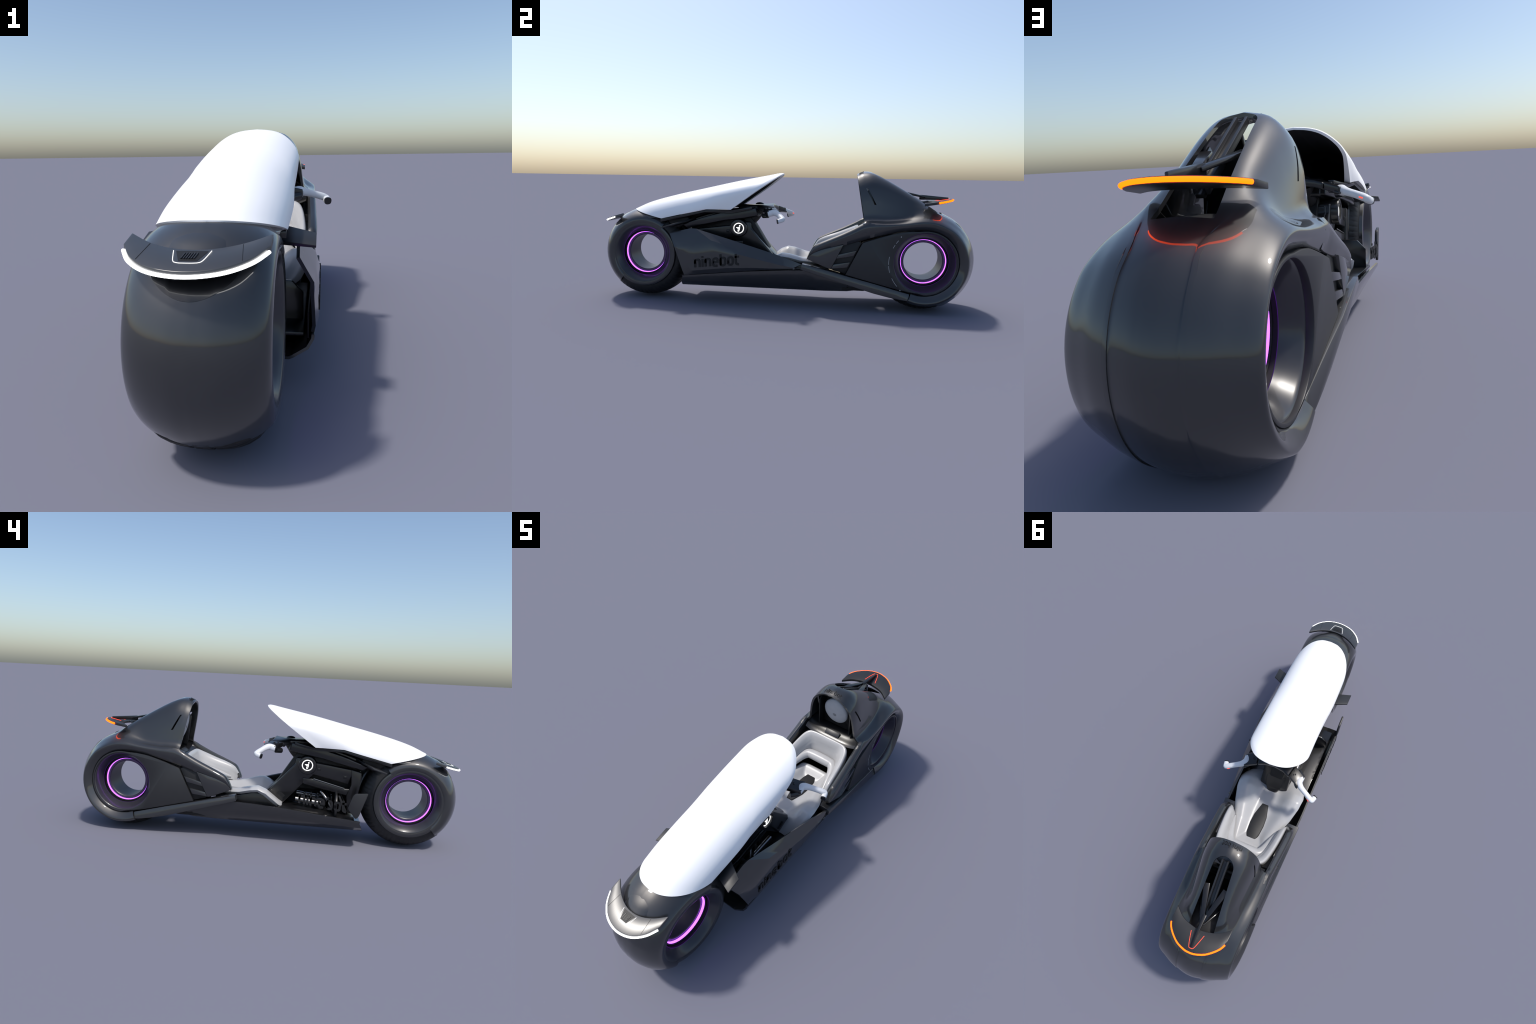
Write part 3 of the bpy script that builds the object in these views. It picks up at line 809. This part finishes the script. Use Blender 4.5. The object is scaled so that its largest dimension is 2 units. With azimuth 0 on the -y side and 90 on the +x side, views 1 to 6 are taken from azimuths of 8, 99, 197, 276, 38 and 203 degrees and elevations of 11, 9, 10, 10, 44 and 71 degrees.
# ---------------------------------------------------------------- seat
# cushion: saddle with wings that drop in front of the rider's knees
def seat_half_width(y):
    return float(np.interp(y, [-.104, -.085, -.05, -.01, .05, .12, .20, .28, .315, .332], [.120, .150, .170, .180, .175, .157, .128, .104, .094, .072]))
def seat_height(y, f):
    """f = 0 in the middle, 1 at the edge: a valley between two rolled wings"""
    ze = np.interp(y, [-.105, -.06, -.02, .02, .06, .12, .20, .28, .332], [.192, .234, .268, .284, .279, .262, .252, .258, .264])
    zc = np.interp(y, [-.105, -.05, .0, .06, .12, .20, .28, .332], [.184, .210, .219, .222, .222, .223, .227, .238])
    w = seat_half_width(y)
    t = min(1, max(0, (f * w - .034) / (.74 * w - .034)))
    t = t * t * (3 - 2 * t)
    t = max(t, np.interp(y, [.262, .312], [0, 1]))
    return float(zc + (ze - zc) * t - .004 * f ** 4)
Y = spline([(-.103,), (-.08,), (-.04,), (0.0,), (.05,), (.12,), (.2,), (.28,), (.32,), (.332,)], 60)[:, 0]
rows = []
for y in Y:
    w = seat_half_width(y)
    row = []
    for f in np.linspace(-1, 1, 41):
        e = 1 - max(0, (abs(f) - .86) / .14) ** 2.2
        e2 = max(0, (y - .312) / .02) ** 2.2
        row.append((f * w, y, seat_height(y, abs(f)) - .012 * (1 - e) - .010 * e2))
    rows.append(row)
G = np.array(rows)
gx = rng.normal(size=(60, 41)) * 0
seat = grid("seat_cushion", G, "leather", root, smooth=60)
solid(seat, .020, 60)
bevel(seat, .006, 3, 40, 60)
# black insert in the cushion
ins = [(-.018, .076), (.018, .076), (.037, .145), (.041, .195), (.037, .250), (.024, .292), (-.024, .292), (-.037, .250), (-.041, .195), (-.037, .145)]
top = [(x * .88, .19 + (y - .19) * .93, seat_height(min(.27, .19 + (y - .19) * .93), 0) + .006) for x, y in ins]
bot = [(x, y, seat_height(min(.27, y), 0) - .006) for x, y in ins]
n = len(ins)
insert = mesh_object("seat_insert", top + bot, [tuple(range(n))] + [(i, (i + 1) % n, n + (i + 1) % n, n + i) for i in range(n)], "rubber", seat)
bevel(insert, .002, 2, 20)
# backrest: shell-like rear pad and side bolsters
def backrest_rows():
    #         outer rim                 crease                    foot
    st = [((.1500, .166, .285), (.1420, .172, .268), (.1380, .176, .245)),
          ((.1500, .190, .322), (.1280, .194, .285), (.1220, .196, .250)),
          ((.1480, .235, .347), (.1160, .238, .300), (.1110, .238, .258)),
          ((.1430, .290, .367), (.1080, .290, .316), (.1030, .288, .266)),
          ((.1350, .345, .390), (.0970, .338, .334), (.0930, .332, .274)),
          ((.1230, .385, .408), (.0840, .368, .352), (.0800, .360, .282)),
          ((.1000, .403, .418), (.0680, .381, .362), (.0650, .372, .288)),
          ((.0500, .407, .421), (.0340, .385, .366), (.0330, .376, .290)),
          ((0, .408, .421), (0, .386, .366), (0, .377, .290))]
    rows = []
    for o, c, f in st:
        o, c, f = np.array(o), np.array(c), np.array(f)
        inw = np.array((c[0] - o[0], c[1] - o[1], 0)); inw /= max(1e-6, np.linalg.norm(inw))
        n = inw * .75 + np.array((0, 0, .66))
        k = .010
        rows.append([o - inw * .010 + (0, 0, -.040), o - inw * .008 + (0, 0, -.010), o, o * .88 + c * .12 + n * k * .6, o * .65 + c * .35 + n * k, o * .35 + c * .65 + n * k * .75, o * .12 + c * .88 + n * k * .25, c, c * .5 + f * .5, f])
    return rows
B = smooth_rows(backrest_rows(), 6)
L = B[:-1][::-1].copy(); L[:, :, 0] *= -1
B = np.concatenate([B, L])
back = grid("backrest", resample_rows(B, 36), "leather", root, smooth=60)
roll = tube("lumbar_roll", [(.117, .205, .268), (.108, .26, .284), (.096, .315, .299), (.076, .346, .308), (.045, .352, .311), (-.045, .352, .311), (-.076, .346, .308), (-.096, .315, .299), (-.108, .26, .284), (-.117, .205, .268)],
            [.004, .015, .022, .026, .028, .028, .026, .022, .015, .004], "leather", back, 80, 20, 0.92)
# black tray behind the backrest
rows = []
for y, z, w in [(.418, .398, .150), (.43, .408, .151), (.45, .418, .150), (.48, .432, .146), (.53, .436, .140)]:
    rows.append([(f * w, y, z + .018 * abs(f) ** 4) for f in np.linspace(-1, 1, 21)])
trayb = grid("parcel_shelf", smooth_rows(rows, 4), "black", root, smooth=50)
solid(trayb, .006, 50)
box("shelf_pad", (0, .449, .4215), (.085, .030, .010), "satin", trayb, rot=(math.radians(42), 0, 0), bev=.004)

# ---------------------------------------------------------------- headrest and tower interior
rows = []
Hc = np.array((0.002, .460, .564))
nrm = np.array((0, -.978, -.208)); upv = np.array((0, -.208, .978))
for k, (t, sc) in enumerate([(-.016, .0), (-.016, .7), (-.010, .93), (0, 1.0), (.009, .95), (.015, .75), (.019, .4), (.020, 0.0)]):
    row = []
    for a in np.linspace(0, 2 * math.pi, 40, endpoint=False):
        ca, sa2 = math.cos(a), math.sin(a)
        w = .067; h = .080
        cx = math.copysign(abs(ca) ** .8, ca) * w * (1 - .35 * sa2 ** 2 if sa2 > 0 else 1 - .22 * (-sa2) ** 2)
        row.append(Hc + nrm * t + (np.array((1, 0, 0)) * cx + upv * (math.copysign(abs(sa2) ** .85, sa2) * h)) * max(sc, .001))
    rows.append(row)
head = grid("headrest", smooth_rows(rows, 4), "headrest", root, close_v=True, smooth=60)
o = Hc + nrm * .0192 + upv * (-.012)
strokes("headrest_emblem", [arc(0, 0, .0085, 0, 360, 20), [(-.004, .001), (.004, .002), (.001, -.005)], [(-.003, -.003), (.002, .004)]], .0030, (o, (1, 0, 0), upv, nrm), .0008, "mark_dim", head)
for s in (1, -1):
    beam("tower_rail", (s * .013, .478, .686), (s * .013, .730, .540), .008, .018, "satin", root, bev=.0015)
    prism("tower_inner_wall", [(.456, .445), (.436, .60), (.47, .632), (.52, .60), (.50, .52), (.53, .445)], s * .088, s * .094, "black", root, .002)
prism("hood_bulkhead", [(.500, .44), (.490, .55), (.505, .60), (.515, .60), (.502, .55), (.512, .44)], -.100, .100, "deep", root, .001)
beam("tower_track", (0, .480, .678), (0, .735, .530), .020, .010, "black", root, bev=.001)
beam("headrest_bracket", (0, .468, .575), (0, .525, .650), .03, .02, "black", head)

# ---------------------------------------------------------------- tail light wing
re = spline([(-.134, .725, .5515), (-.09, .760, .556), (-.045, .776, .559), (0, .782, .560), (.045, .776, .559), (.09, .760, .556), (.134, .725, .5515)], 41)
fe = spline([(-.1325, .779, .558), (-.112, .820, .565), (-.07, .858, .571), (-.03, .875, .574), (0, .879, .575), (.03, .875, .574), (.07, .858, .571), (.112, .820, .565), (.1325, .779, .558)], 41)
for e in (re, fe):
    e[:, 2] = .5515 + .152 * (e[:, 1] - .725)
wing = lens_plate("tail_light_wing", list(re) + list(fe[::-1]), .013, "satin", root)
tb = np.array(fe); tb[:, 2] -= .006
d = tb - np.array((0, .70, 0)); d[:, 2] = 0; d /= np.linalg.norm(d, axis=1)[:, None]
tube("tail_light_bar", (tb + d * .0022)[2:-2], .0047, "glow_amber", wing, 80, 12)
tube("tail_light_line", [(.031, .797, .5625), (.020, .835, .5695), (.010, .861, .573), (0, .8635, .5735), (-.010, .861, .573), (-.020, .835, .5695), (-.031, .797, .5625)], .0010, "glow_red", wing, 40, 6)
beam("wing_keel", (0, .860, .574), (0, .715, .580), .008, .014, "black", wing, w2=.018, h2=.026)
for s in (1, -1):
    beam("wing_stay", (s * .004, .742, .580), (s * .046, .590, .612), .018, .010, "black", wing, w2=.028, h2=.012)
    beam("wing_brace", (s * .006, .760, .560), (s * .055, .660, .535), .008, .008, "black", wing)

# roof lettering on the tower
def roof_frame():
    p0, p1 = np.array((0, .392, .693)), np.array((0, .425, .7065))
    v = (p1 - p0) / np.linalg.norm(p1 - p0)
    return p0, v
p0, v = roof_frame()
hr = .092 / wl
roof_letters, _ = lettering(p0 + v * .014 + np.array((-.046, 0, -.004)), (1, 0, 0), v, np.cross((1, 0, 0), v), hr, .0050, shell, .19)
for o in roof_letters:
    for vt in o.data.vertices:      # bend the word over the arched roof
        vt.co.z -= 4.6 * vt.co.x ** 2

# ---------------------------------------------------------------- tidy
for o in list(bpy.data.objects):
    if o.type == "MESH" and o.parent is None:
        print("loose", o.name)
